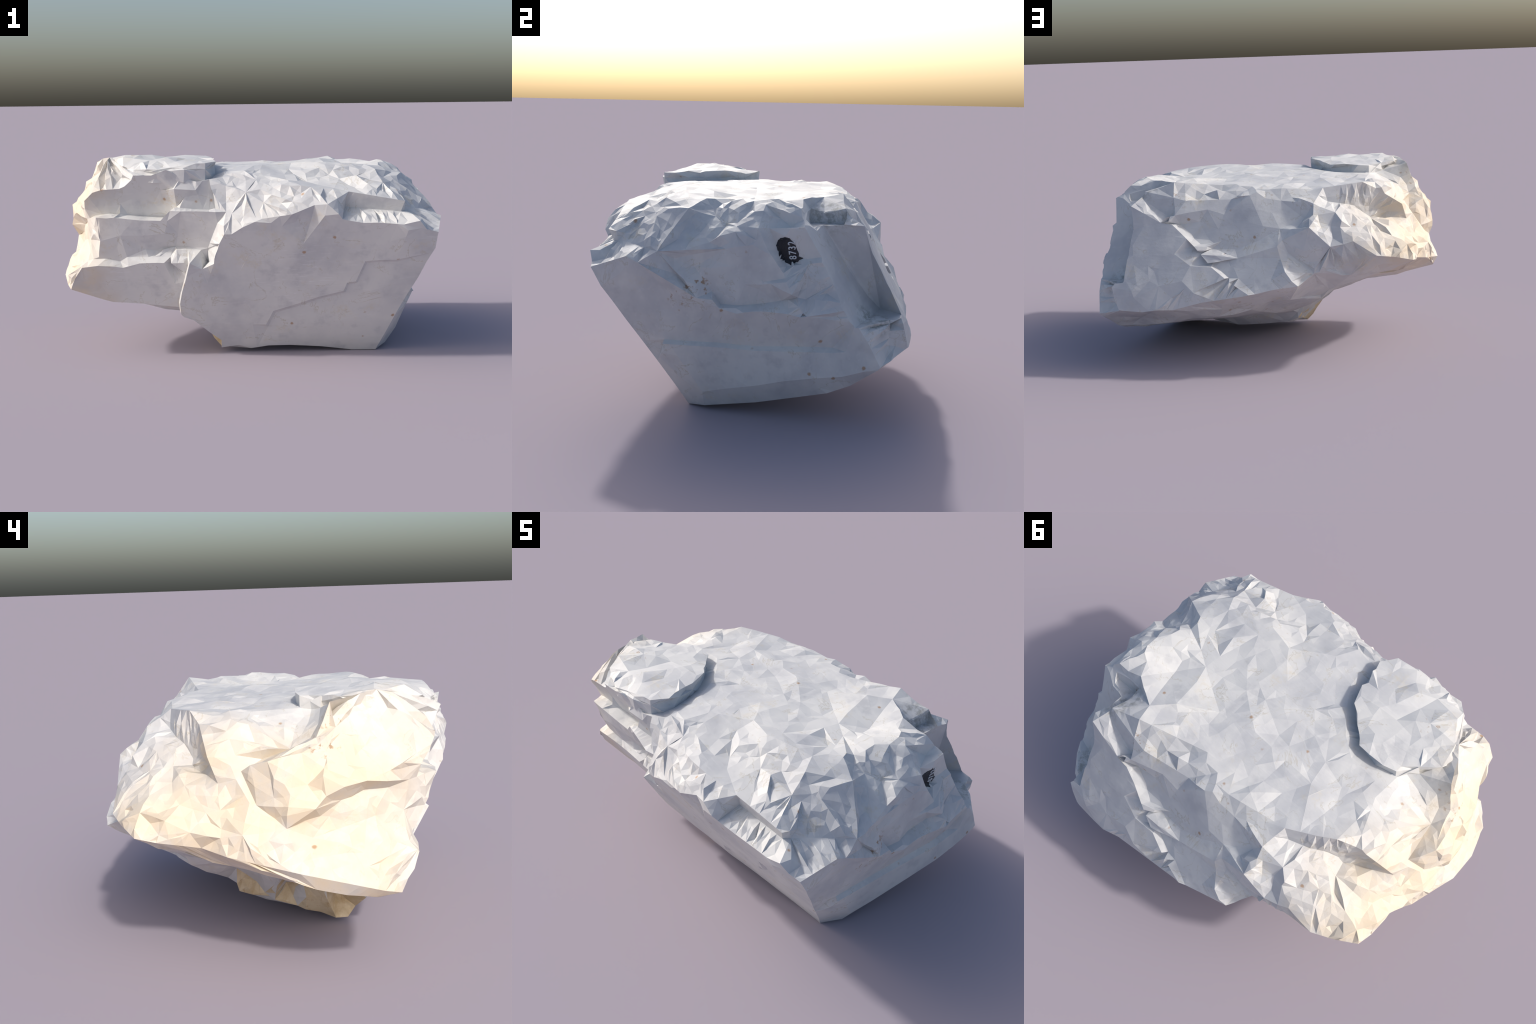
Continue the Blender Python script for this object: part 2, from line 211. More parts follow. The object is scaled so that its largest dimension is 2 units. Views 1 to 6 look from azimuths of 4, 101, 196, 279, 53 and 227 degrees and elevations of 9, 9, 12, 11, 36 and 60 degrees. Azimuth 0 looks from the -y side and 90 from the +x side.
RIDGES = {
    'under_slab': [
        (-0.6, -0.33, 0.975), (-0.5, -0.29, 0.965), (-0.4, -0.28, 0.962), (-0.3, -0.36, 0.962), (-0.22,
        -0.48, 0.962), (-0.2, -0.6, 0.955)],
    'beside_slab': [
        (-0.6, -0.22, 0.985), (-0.42, -0.12, 1), (-0.3, -0.2, 1.004), (-0.21, -0.29, 1.006), (-0.12,
        -0.42, 1.004), (-0.085, -0.58, 0.992), (-0.105, -0.64, 0.968), (-0.165, -0.675, 0.958), (-0.229,
        -0.691, 0.95)],
    'label_ledge': [
        (0.82, 0.214, 0.741), (0.811, 0.38, 0.766)],
    'label_ledge_edge': [
        (0.839, 0.226, 0.722), (0.835, 0.393, 0.748)],
    'label_left_wall': [
        (0.891, 0.106, 0.893), (0.894, 0.15, 0.8), (0.885, 0.22, 0.698)],
    'label_left_foot': [
        (0.846, 0.145, 0.89), (0.834, 0.178, 0.82), (0.818, 0.21, 0.75)],
    'terrace_low': [
        (0.941, -0.159, 0.576), (0.931, -0.089, 0.57), (0.921, -0.06, 0.532), (0.912, 0.015, 0.535),
        (0.922, 0.019, 0.512), (0.915, 0.115, 0.53), (0.923, 0.249, 0.525), (0.92, 0.305, 0.513)],
    'terrace_low_back': [
        (0.893, -0.1, 0.6), (0.887, -0.063, 0.545), (0.889, 0.013, 0.542), (0.862, 0.096, 0.547), (0.87,
        0.27, 0.585)],
    'terrace_mid': [
        (0.895, 0.05, 0.64), (0.892, 0.13, 0.644), (0.91, 0.237, 0.664), (0.922, 0.279, 0.585), (0.905,
        0.315, 0.53)],
    'terrace_mid_back': [
        (0.888, 0.134, 0.656), (0.884, 0.231, 0.676)],
    'terrace_top': [
        (0.91, -0.034, 0.798), (0.911, 0.086, 0.822), (0.894, 0.115, 0.86)],
    'fin_edge': [
        (-0.429, 0.307, 0.968), (-0.55, 0.24, 0.978), (-0.629, 0.189, 0.985), (-0.697, 0.141, 0.943),
        (-0.837, 0.087, 0.846), (-0.856, 0.049, 0.756)],
    'fin_foot': [
        (-0.453, 0.308, 0.891), (-0.543, 0.263, 0.871), (-0.61, 0.205, 0.848), (-0.66, 0.159, 0.844),
        (-0.75, 0.1, 0.802), (-0.825, 0.074, 0.797)],
    'fin_split_edge': [
        (-0.772, 0.027, 0.928), (-0.86, -0.035, 0.8), (-0.934, -0.109, 0.666)],
    'fin_split_foot': [
        (-0.835, 0.014, 0.839), (-0.88, -0.02, 0.775), (-0.915, -0.07, 0.7)],
    'front_lip': [
        (-0.137, -0.713, 0.82), (-0.02, -0.745, 0.79), (0.1, -0.77, 0.775), (0.246, -0.787, 0.798),
        (0.381, -0.759, 0.851), (0.417, -0.77, 0.845), (0.471, -0.764, 0.796), (0.404, -0.764, 0.789),
        (0.517, -0.736, 0.762), (0.592, -0.72, 0.748), (0.663, -0.714, 0.749), (0.788, -0.694, 0.737)],
    'notch_brow': [
        (0.519, -0.662, 0.896), (0.66, -0.64, 0.87), (0.797, -0.621, 0.845), (0.805, -0.543, 0.831)],
    'notch_back': [
        (0.504, -0.633, 0.819), (0.64, -0.618, 0.805), (0.778, -0.602, 0.791), (0.845, -0.516, 0.798),
        (0.904, -0.412, 0.786)],
    'end_low_ledge_edge': [
        (0.871, -0.338, 0.338), (0.865, -0.077, 0.338), (0.855, 0.086, 0.331), (0.863, 0.311, 0.344),
        (0.845, 0.44, 0.343), (0.838, 0.56, 0.36)],
    'end_low_ledge_back': [
        (0.852, -0.335, 0.354), (0.843, -0.077, 0.354), (0.833, 0.086, 0.347), (0.838, 0.311, 0.362),
        (0.82, 0.44, 0.362)],
    'slot_ridge': [
        (0.585, 0.283, 0.957), (0.765, 0.281, 0.936), (0.839, 0.306, 0.901), (0.811, 0.38, 0.766),
        (0.822, 0.393, 0.748), (0.832, 0.487, 0.603), (0.855, 0.484, 0.571), (0.843, 0.596, 0.402),
        (0.822, 0.654, 0.285)],
    'back_plate_edge': [
        (0.594, 0.46, 0.935), (0.632, 0.545, 0.89), (0.69, 0.575, 0.77), (0.675, 0.63, 0.66), (0.646,
        0.686, 0.574), (0.615, 0.72, 0.5)],
    'low_block': [
        (0.692, 0.739, 0.463), (0.675, 0.752, 0.4), (0.648, 0.762, 0.342), (0.7, 0.68, 0.36), (0.7,
        0.68, 0.46), (0.64, 0.65, 0.468)],
    'back_ridge': [
        (0.428, 0.549, 0.828), (0.314, 0.58, 0.737), (0.24, 0.61, 0.68), (0.131, 0.647, 0.573), (0.02,
        0.68, 0.5), (-0.093, 0.697, 0.436)],
    'back_ridge_foot': [
        (0.4, 0.505, 0.815), (0.278, 0.538, 0.738), (0.203, 0.588, 0.64), (0.115, 0.62, 0.572), (-0.025,
        0.66, 0.478)],
    'back_flake': [
        (0.428, 0.549, 0.828), (0.32, 0.52, 0.85), (0.195, 0.486, 0.867), (0.139, 0.442, 0.917)],
    'back_bottom': [
        (0.655, 0.765, 0.34), (0.505, 0.765, 0.335), (0.428, 0.765, 0.348), (0.34, 0.735, 0.345),
        (0.163, 0.72, 0.392), (-0.093, 0.692, 0.432), (-0.225, 0.657, 0.461), (-0.351, 0.621, 0.475)],
    'left_rim': [
        (-0.416, 0.512, 0.524), (-0.55, 0.47, 0.56), (-0.66, 0.47, 0.6), (-0.755, 0.467, 0.622), (-0.85,
        0.41, 0.605), (-0.933, 0.339, 0.576), (-0.94, 0.26, 0.563), (-0.918, 0.104, 0.54), (-0.96,
        0.007, 0.52), (-0.985, -0.16, 0.49), (-1, -0.25, 0.475), (-0.978, -0.42, 0.435), (-0.935, -0.53,
        0.4), (-0.905, -0.585, 0.386)],
    'left_rim_under': [
        (-0.964, -0.3, 0.41), (-0.95, -0.4, 0.388), (-0.91, -0.5, 0.37)],
    'left_ledge': [
        (-0.735, -0.69, 0.775), (-0.8, -0.61, 0.757), (-0.85, -0.536, 0.762), (-0.89, -0.47, 0.772),
        (-0.92, -0.395, 0.757), (-0.945, -0.335, 0.73), (-0.962, -0.3, 0.69)],
    'end_bottom_edge': [
        (0.735, -0.173, 0.017), (0.752, 0.076, 0.057), (0.77, 0.242, 0.097), (0.785, 0.414, 0.138),
        (0.775, 0.52, 0.18)],
    'end_low_bulge': [
        (0.79, -0.17, 0.1), (0.81, -0.05, 0.13), (0.82, 0.09, 0.158), (0.836, 0.216, 0.193), (0.846,
        0.354, 0.22), (0.835, 0.487, 0.235), (0.834, 0.588, 0.267), (0.82, 0.64, 0.27)],
    'front_bottom_edge': [
        (-0.153, -0.357, 0.026), (-0.15, -0.389, 0.074), (0.007, -0.341, 0.019), (0.101, -0.341, 0.035),
        (0.216, -0.33, 0.036), (0.382, -0.307, 0.024), (0.549, -0.276, 0), (0.677, -0.268, 0)],
    'front_right_edge': [
        (0.677, -0.268, 0), (0.723, -0.318, 0.1), (0.777, -0.391, 0.23), (0.823, -0.448, 0.332), (0.878,
        -0.508, 0.442), (0.915, -0.56, 0.534), (0.952, -0.601, 0.608), (0.96, -0.645, 0.694)],
    'front_plate_step': [
        (0.093, -0.436, 0.172), (0.136, -0.483, 0.257), (0.244, -0.493, 0.292), (0.363, -0.507, 0.335),
        (0.5, -0.516, 0.372), (0.516, -0.542, 0.419), (0.561, -0.542, 0.426), (0.605, -0.606, 0.541),
        (0.678, -0.602, 0.546), (0.758, -0.594, 0.546), (0.793, -0.648, 0.642), (0.811, -0.685, 0.707)],
    'front_plate_step_foot': [
        (0.103, -0.413, 0.158), (0.145, -0.46, 0.244), (0.254, -0.47, 0.278), (0.371, -0.484, 0.322),
        (0.509, -0.494, 0.361), (0.525, -0.52, 0.407), (0.568, -0.521, 0.415), (0.614, -0.584, 0.529),
        (0.686, -0.581, 0.536), (0.767, -0.572, 0.534)],
    'front_plate_bottom': [
        (-0.344, -0.524, 0.246), (-0.332, -0.511, 0.227), (-0.282, -0.493, 0.206), (-0.185, -0.474,
        0.189), (-0.074, -0.456, 0.178), (0.024, -0.444, 0.174)],
    'front_plate_left': [
        (-0.269, -0.694, 0.542), (-0.301, -0.637, 0.441), (-0.324, -0.601, 0.379), (-0.343, -0.56,
        0.307)],
    'layer_low_top': [
        (-0.832, -0.639, 0.517), (-0.828, -0.644, 0.51), (-0.748, -0.642, 0.52), (-0.668, -0.631,
        0.515), (-0.622, -0.622, 0.507), (-0.529, -0.637, 0.533), (-0.446, -0.638, 0.536), (-0.371,
        -0.636, 0.533), (-0.306, -0.638, 0.536)],
    'layer_low_bottom': [
        (-0.703, -0.508, 0.305), (-0.563, -0.498, 0.296), (-0.451, -0.49, 0.284), (-0.36, -0.484, 0.275)],
    'layer_low_right': [
        (-0.287, -0.63, 0.524), (-0.32, -0.573, 0.426), (-0.344, -0.535, 0.362), (-0.359, -0.504, 0.309)],
    'layer_mid_bottom': [
        (-0.833, -0.605, 0.53), (-0.744, -0.623, 0.562), (-0.637, -0.609, 0.539), (-0.599, -0.622,
        0.562), (-0.489, -0.621, 0.562), (-0.376, -0.622, 0.564)],
    'layer_mid_top': [
        (-0.733, -0.705, 0.774), (-0.717, -0.703, 0.767), (-0.643, -0.704, 0.773), (-0.511, -0.69,
        0.758), (-0.378, -0.682, 0.754)],
    'slab_front_bottom': [
        (-0.749, -0.642, 0.777), (-0.677, -0.641, 0.787), (-0.525, -0.618, 0.774), (-0.395, -0.6, 0.764)],
    'front_top_edge': [
        (0.404, -0.764, 0.789), (0.517, -0.736, 0.762), (0.592, -0.72, 0.748), (0.663, -0.714, 0.749),
        (0.788, -0.694, 0.737), (0.96, -0.645, 0.694), (0.991, -0.47, 0.755), (0.987, -0.415, 0.729)],
    'block_top': [
        (-0.343, -0.682, 0.822), (-0.232, -0.664, 0.811), (-0.14, -0.652, 0.805)],
    'mid_block_top': [
        (-0.361, -0.698, 0.806), (-0.306, -0.708, 0.805), (-0.224, -0.724, 0.807), (-0.13, -0.742,
        0.805)],
    'mid_block_right': [
        (-0.13, -0.742, 0.805), (-0.124, -0.71, 0.747), (-0.162, -0.654, 0.663), (-0.184, -0.62, 0.61)],
    'low_block_top': [
        (-0.344, -0.625, 0.601), (-0.257, -0.614, 0.597), (-0.186, -0.608, 0.598)],
    'slab_front_top': [
        (-0.795, -0.676, 0.855), (-0.748, -0.697, 0.897), (-0.706, -0.701, 0.91), (-0.613, -0.695,
        0.916), (-0.557, -0.704, 0.94), (-0.534, -0.728, 0.984), (-0.446, -0.719, 0.983), (-0.371,
        -0.728, 1.011), (-0.304, -0.697, 0.971), (-0.228, -0.675, 0.947)],
}


# ------------------------------------------------------------------ the cage
STEP = .032                                # spacing of the points along a ridge, m


def gather_points():
    pts = []

    def take(p, gap):
        p = np.array(p, float)
        if all(((p - q) ** 2).sum() > gap * gap for q in pts):
            pts.append(p)
    for line in RIDGES.values():
        for a, b in zip(line, line[1:]):
            a, b = np.array(a, float), np.array(b, float)
            n = max(1, int(round(np.linalg.norm(b - a) / STEP)))
            for i in range(n):
                take(a + (b - a) * i / n, .009)
        take(line[-1], .009)
    for group in POINTS.values():
        for p in group:
            take(p, .012)
    return np.array(pts)


def build_cage():
    P = gather_points()
    d = (P - HEART) / STRETCH
    d /= np.linalg.norm(d, axis=1)[:, None]
    bm = bmesh.new()
    for i, v in enumerate(d):
        bm.verts.new(v)
    bm.verts.ensure_lookup_table()
    lay = bm.verts.layers.int.new('source')
    for i, v in enumerate(bm.verts):
        v[lay] = i
    bmesh.ops.convex_hull(bm, input=bm.verts, use_existing_faces=False)
    bmesh.ops.triangulate(bm, faces=bm.faces)
    loose = [v for v in bm.verts if not v.link_faces]
    if loose:
        bmesh.ops.delete(bm, geom=loose, context='VERTS')
    bmesh.ops.recalc_face_normals(bm, faces=bm.faces)
    idx = [v[lay] for v in bm.verts]
    bm.verts.index_update()
    F = [[v.index for v in f.verts] for f in bm.faces]
    bm.free()
    P, d = P[idx], d[idx]
    F = np.array(F)
    # outward orientation
    c = (P[F].mean(1) - HEART)
    n = np.cross(P[F[:, 1]] - P[F[:, 0]], P[F[:, 2]] - P[F[:, 0]])
    if ((c * n).sum(1) > 0).mean() < .5:
        F = F[:, ::-1]
    return P, d, [list(map(int, f)) for f in F]


def flip_edges(P, D, F, keep, passes=12):
    """Exchange diagonals while that lowers the summed bending of the cage."""
    P = [Vector(p) for p in P]
    D = [Vector(p) for p in D]

    def normal(a, b, c):
        n = (P[b] - P[a]).cross(P[c] - P[a])
        return n.normalized() if n.length > 1e-12 else None

    owner = {}

    def add(fi):
        a, b, c = F[fi]
        owner[(a, b)] = owner[(b, c)] = owner[(c, a)] = fi

    def remove(fi):
        a, b, c = F[fi]
        for e in ((a, b), (b, c), (c, a)):
            owner.pop(e, None)
    for fi in range(len(F)):
        add(fi)

    def bend(n, e):
        """bending over the outer edge e (as directed inside our triangle)"""
        o = owner.get((e[1], e[0]))
        if o is None:
            return 0
        m = normal(*F[o])
        if n is None or m is None:
            return 9
        return (P[e[0]] - P[e[1]]).length * n.angle(m, math.pi)

    for _ in range(passes):
        changed = 0
        for (a, b) in list(owner):
            f1, f2 = owner.get((a, b)), owner.get((b, a))
            if f1 is None or f2 is None or a > b or (a, b) in keep:
                continue
            c = [v for v in F[f1] if v not in (a, b)][0]
            e = [v for v in F[f2] if v not in (a, b)][0]
            if (c, e) in owner or (e, c) in owner:
                continue
            # now: (a,b,c) and (b,a,e); then: (a,e,c) and (e,b,c)
            if D[a].cross(D[e]).dot(D[c]) < .002 or D[e].cross(D[b]).dot(D[c]) < .002:
                continue
            n1, n2 = normal(a, b, c), normal(b, a, e)
            m1, m2 = normal(a, e, c), normal(e, b, c)
            if m1 is None or m2 is None:
                continue
            old = bend(n1, (b, c)) + bend(n1, (c, a)) + bend(n2, (a, e)) + bend(n2, (e, b))
            old += (P[a] - P[b]).length * (n1.angle(n2, math.pi) if n1 and n2 else 3)
            new = bend(m1, (a, e)) + bend(m1, (c, a)) + bend(m2, (e, b)) + bend(m2, (b, c))
            new += (P[c] - P[e]).length * m1.angle(m2, math.pi)
            if new < old - 1e-4:
                remove(f1)
                remove(f2)
                F[f1], F[f2] = [a, e, c], [e, b, c]
                add(f1)
                add(f2)
                changed += 1
        if not changed:
            break
    return F


def ridge_pairs(P):
    """index pairs of cage points that follow each other along a named ridge"""
    pairs = set()
    for line in RIDGES.values():
        seq = []
        for a, b in zip(line, line[1:]):
            a, b = np.array(a, float), np.array(b, float)
            n = max(1, int(round(np.linalg.norm(b - a) / STEP)))
            seq += [a + (b - a) * i / n for i in range(n)]
        seq.append(np.array(line[-1], float))
        ids = [int(((P - q) ** 2).sum(1).argmin()) for q in seq]
        for i, j in zip(ids, ids[1:]):
            if i != j:
                pairs.add((min(i, j), max(i, j)))
    return pairs


# ------------------------------------------------------------------ fracture chips
CLEAVAGE = dict(front=(.085, -.854, -.512), end=(.92, .09, -.38), back=(-.034, .918, .39))
CLEAVAGE = {k: Vector(v).normalized() for k, v in CLEAVAGE.items()}
PATCH_CENTRE = Vector((.8276, .2296, .785))


def smoothstep(a, b, x):
    t = min(1, max(0, (x - a) / (b - a)))
    return t * t * (3 - 2 * t)


def hackly(co, n):
    """0 on clean cleavage, 1 on a rough break"""
    if (co - PATCH_CENTRE).length < .10:
        return 0
    clean = max(n.dot(c) for c in CLEAVAGE.values())
    rough = 1 - smoothstep(.86, .97, clean) * .90
    if n.z > .93 and co.x > -.6:
        rough *= .45                    # the top is a worn but fairly even break
    if n.z < -.45:
        rough *= .35                    # undersides parted cleanly
    return rough


def chip(bm, rng):
    for longest, weight in ((.13, .06), (.085, .055), (.055, .035)):
        bm.normal_update()
        long_edges = []
        for e in bm.edges:
            n = (e.link_faces[0].normal + e.link_faces[1].normal).normalized()
            r = hackly((e.verts[0].co + e.verts[1].co) / 2, n)
            limit = longest * (1 + 1.4 * (1 - r)) * rng.uniform(.7, 1.4)
            if e.calc_length() > limit:
                long_edges.append(e)
        where = {}
        for e in long_edges:
            mid = (e.verts[0].co + e.verts[1].co) / 2
            n = (e.link_faces[0].normal + e.link_faces[1].normal).normalized()
            bend = e.link_faces[0].normal.angle(e.link_faces[1].normal, 0)
            where[tuple(round(c, 5) for c in mid)] = (n, e.calc_length(), bend, (e.verts[1].co - e.verts[0].co))
        out = bmesh.ops.subdivide_edges(bm, edges=long_edges, cuts=1)
        fresh = [g for g in out['geom_inner'] if isinstance(g, bmesh.types.BMVert)]
        for v in sorted(fresh, key=lambda v: tuple(v.co)):
            info = where.get(tuple(round(c, 5) for c in v.co))
            if not info:
                continue
            n, length, bend, along = info
            r = hackly(v.co, n)
            v.co += n * (rng.gauss(0, 1) * weight * length * r) + along * (rng.uniform(-.18, .18) * (.3 + .7 * r))
        bmesh.ops.triangulate(bm, faces=bm.faces, quad_method='SHORT_EDGE')
        bm.normal_update()
        soft = [e for e in bm.edges if len(e.link_faces) == 2 and e.calc_face_angle(9) < .22]
        bmesh.ops.beautify_fill(bm, faces=bm.faces[:], edges=soft)


# ------------------------------------------------------------------ materials
class Nodes:
    """small helper to wire shader nodes"""

    def __init__(self, name):
        self.mat = bpy.data.materials.new(name)
        self.mat.use_nodes = True
        self.nt = self.mat.node_tree
        self.bsdf = self.nt.nodes['Principled BSDF']
        self.coord = self.nt.nodes.new('ShaderNodeTexCoord').outputs['Object']

    def put(self, socket, value):
        if hasattr(value, 'node'):
            self.nt.links.new(value, socket)
        elif value is not None:
            socket.default_value = value

    def noise(self, scale, detail=4, rough=.55, vector=None, distortion=0):
        n = self.nt.nodes.new('ShaderNodeTexNoise')
        self.put(n.inputs['Vector'], vector or self.coord)
        n.inputs['Scale'].default_value = scale
        n.inputs['Detail'].default_value = detail
        n.inputs['Roughness'].default_value = rough
        n.inputs['Distortion'].default_value = distortion
        return n.outputs['Fac']

    def mapping(self, scale, rot=(0, 0, 0), loc=(0, 0, 0)):
        n = self.nt.nodes.new('ShaderNodeMapping')
        self.put(n.inputs['Vector'], self.coord)
        n.inputs['Scale'].default_value = scale
        n.inputs['Rotation'].default_value = rot
        n.inputs['Location'].default_value = loc
        return n.outputs['Vector']

    def cells(self, scale, vector=None, randomness=1):
        n = self.nt.nodes.new('ShaderNodeTexVoronoi')
        self.put(n.inputs['Vector'], vector or self.coord)
        n.inputs['Scale'].default_value = scale
        n.inputs['Randomness'].default_value = randomness
        return n.outputs['Distance'], n.outputs['Color']

    def step(self, value, lo, hi, out_lo=0, out_hi=1):
        n = self.nt.nodes.new('ShaderNodeMapRange')
        n.interpolation_type = 'SMOOTHSTEP'
        self.put(n.inputs['Value'], value)
        n.inputs['From Min'].default_value = lo
        n.inputs['From Max'].default_value = hi
        n.inputs['To Min'].default_value = out_lo
        n.inputs['To Max'].default_value = out_hi
        return n.outputs['Result']

    def math(self, op, a, b=None):
        n = self.nt.nodes.new('ShaderNodeMath')
        n.operation = op
        self.put(n.inputs[0], a)
        self.put(n.inputs[1], b)
        return n.outputs[0]

    def mix(self, fac, a, b):
        n = self.nt.nodes.new('ShaderNodeMix')
        n.data_type = 'RGBA'
        self.put(n.inputs[0], fac)
        self.put(n.inputs[6], a)
        self.put(n.inputs[7], b)
        return n.outputs[2]

    def axes(self):
        n = self.nt.nodes.new('ShaderNodeSeparateXYZ')
        self.put(n.inputs[0], self.coord)
        return n.outputs

    def near(self, centre, inner, outer):
        """1 inside a ball around a spot of the surface, fading to 0"""
        n = self.nt.nodes.new('ShaderNodeVectorMath')
        n.operation = 'DISTANCE'
        self.put(n.inputs[0], self.coord)
        n.inputs[1].default_value = centre
        return self.step(n.outputs['Value'], inner, outer, 1, 0)

    def finish(self, color, roughness, bump=None, strength=.1, distance=.004):
        self.put(self.bsdf.inputs['Base Color'], color)
        self.put(self.bsdf.inputs['Roughness'], roughness)
        if bump is not None:
            b = self.nt.nodes.new('ShaderNodeBump')
            b.inputs['Strength'].default_value = strength
            b.inputs['Distance'].default_value = distance
            self.put(b.inputs['Height'], bump)
            self.put(self.bsdf.inputs['Normal'], b.outputs['Normal'])
        return self.mat


def rgb(r, g, b):
    return (r, g, b, 1)


def mineral_material():
    k = Nodes('pale_mineral')
    x, y, z = k.axes()[0], k.axes()[1], k.axes()[2]
    broad = k.noise(2.6, 3)
    cloud = k.noise(9, 6, .6)
    fine = k.noise(60, 5, .65)
    color = k.mix(k.step(broad, .35, .65), rgb(.53, .535, .55), rgb(.64, .638, .63))
    color = k.mix(k.step(cloud, .45, .70, 0, .55), color, rgb(.68, .675, .655))
    color = k.mix(k.step(cloud, .28, .48, .60, 0), color, rgb(.45, .455, .475))
    # cleavage grain: long faint streaks
    streak = k.noise(7, 6, .65, k.mapping((.7, 6, 5), rot=(.5, .1, .15)))
    color = k.mix(k.step(streak, .56, .72, 0, .35), color, rgb(.70, .70, .70))
    # faint ochre clouds and hair veins
    ochre = k.math('MULTIPLY', k.step(k.noise(5, 5, .6, k.mapping((1, 1, 1), loc=(3, 1, 7))), .56, .72), k.step(fine, .35, .6))
    color = k.mix(k.math('MULTIPLY', ochre, .5), color, rgb(.60, .53, .40))
    vein = k.math('ABSOLUTE', k.math('SUBTRACT', k.noise(4.2, 6, .6, distortion=.8), .5))
    color = k.mix(k.math('MULTIPLY', k.step(vein, 0, .012, .5, 0), k.step(cloud, .42, .6)), color, rgb(.43, .39, .31))
    # the broken left end is warm with iron stain
    warm = k.math('MULTIPLY', k.step(k.math('ADD', x, k.math('MULTIPLY', k.math('SUBTRACT', broad, .5), .5)), -.92, -.52, 1, 0),
                  k.step(k.noise(5.5, 5, .6), .30, .62, .35, 1))
    color = k.mix(k.math('MULTIPLY', warm, .85), color, rgb(.70, .585, .43))
    # scattered rust specks
    dist, tint = k.cells(13)
    pick = k.nt.nodes.new('ShaderNodeSeparateColor')
    k.put(pick.inputs[0], tint)
    speck = k.math('MULTIPLY', k.step(k.math('ADD', dist, k.math('MULTIPLY', k.math('SUBTRACT', fine, .5), .22)), .06, .16, 1, 0), k.math('GREATER_THAN', pick.outputs[0], .82))
    color = k.mix(k.math('MULTIPLY', speck, .75), color, rgb(.36, .20, .09))
    # rust in the pocket of the right end, on the slab and on the back
    rust = None
    for centre, r in (((.93, -.16, .62), .10), ((-.55, -.48, 1.07), .07), ((.37, .48, .92), .08), ((-.87, -.32, .90), .09), ((-.81, -.35, .97), .06), ((.935, -.25, .57), .06)):
        m = k.near(centre, r * .3, r)
        rust = m if rust is None else k.math('MAXIMUM', rust, m)
    rust = k.math('MULTIPLY', rust, k.step(k.noise(38, 4, .6), .56, .66))
    color = k.mix(k.math('MULTIPLY', rust, .8), color, rgb(.30, .17, .08))
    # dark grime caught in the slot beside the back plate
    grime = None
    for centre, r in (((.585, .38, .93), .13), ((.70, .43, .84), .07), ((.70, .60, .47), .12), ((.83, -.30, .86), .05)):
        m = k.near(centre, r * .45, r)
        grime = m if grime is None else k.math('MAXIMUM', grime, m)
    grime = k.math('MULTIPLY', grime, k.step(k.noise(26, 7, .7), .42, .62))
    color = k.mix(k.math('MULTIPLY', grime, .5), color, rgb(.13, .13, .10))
    # chalky scratches on the front of the overhang and of the main block
    scr = k.noise(6, 3, .6, k.mapping((1.2, 22, 34), rot=(-.55, .06, .1)))
    where = k.math('MAXIMUM', k.near((-.60, -.61, .46), .06, .17), k.near((.25, -.60, .45), .10, .30))
    color = k.mix(k.math('MULTIPLY', k.math('MULTIPLY', k.step(scr, .60, .68), where), .6), color, rgb(.78, .78, .80))
    height = k.math('ADD', k.math('MULTIPLY', streak, .6), k.math('MULTIPLY', fine, .5))
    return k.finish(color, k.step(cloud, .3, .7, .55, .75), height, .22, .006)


def stained_material():
    k = Nodes('iron_stained_mineral')
    cloud = k.noise(8, 6, .65, distortion=.6)
    fine = k.noise(45, 5, .7)
    streak = k.noise(6, 5, .6, k.mapping((7, 7, 1.2)))
    color = k.mix(k.step(cloud, .3, .7), rgb(.46, .36, .22), rgb(.60, .52, .38))
    color = k.mix(k.step(streak, .55, .72, 0, .6), color, rgb(.38, .25, .12))
    color = k.mix(k.step(fine, .58, .72, 0, .5), color, rgb(.66, .62, .53))
    return k.finish(color, .75, k.math('ADD', fine, streak), .25, .005)


def paint_material(name, color):
    k = Nodes(name)
    grain = k.noise(120, 4, .6)
    c = k.mix(k.step(grain, .35, .7), rgb(*color), rgb(*[v * 1.5 + .004 for v in color]))
    return k.finish(c, .5)


# ------------------------------------------------------------------ slab and slot
SLAB_RIM = [(-.665, -.33, 1.035), (-.577, -.226, 1.033), (-.50, -.20, 1.04), (-.391, -.194, 1.045), (-.346, -.25, 1.036),
            (-.30, -.265, 1.044), (-.269, -.303, 1.046), (-.22, -.36, 1.05), (-.185, -.42, 1.052), (-.165, -.50, 1.052),
            (-.150, -.59, 1.048), (-.19, -.655, 1.042), (-.27, -.70, 1.018), (-.40, -.715, 1.004), (-.525, -.70, .998),
            (-.60, -.64, 1.02), (-.66, -.56, 1.04), (-.71, -.46, 1.035), (-.715, -.38, 1.032)]
SLAB_CROWN = [(-.61, -.595, 1.066), (-.69, -.49, 1.058), (-.47, -.62, 1.05), (-.42, -.40, 1.055), (-.30, -.52, 1.052), (-.542, -.487, 1.071),
              (-.34, -.62, 1.045), (-.60, -.38, 1.05), (-.50, -.30, 1.045), (-.25, -.46, 1.055), (-.40, -.28, 1.05)]
SLAB_HEART = Vector((-.45, -.45, .985))


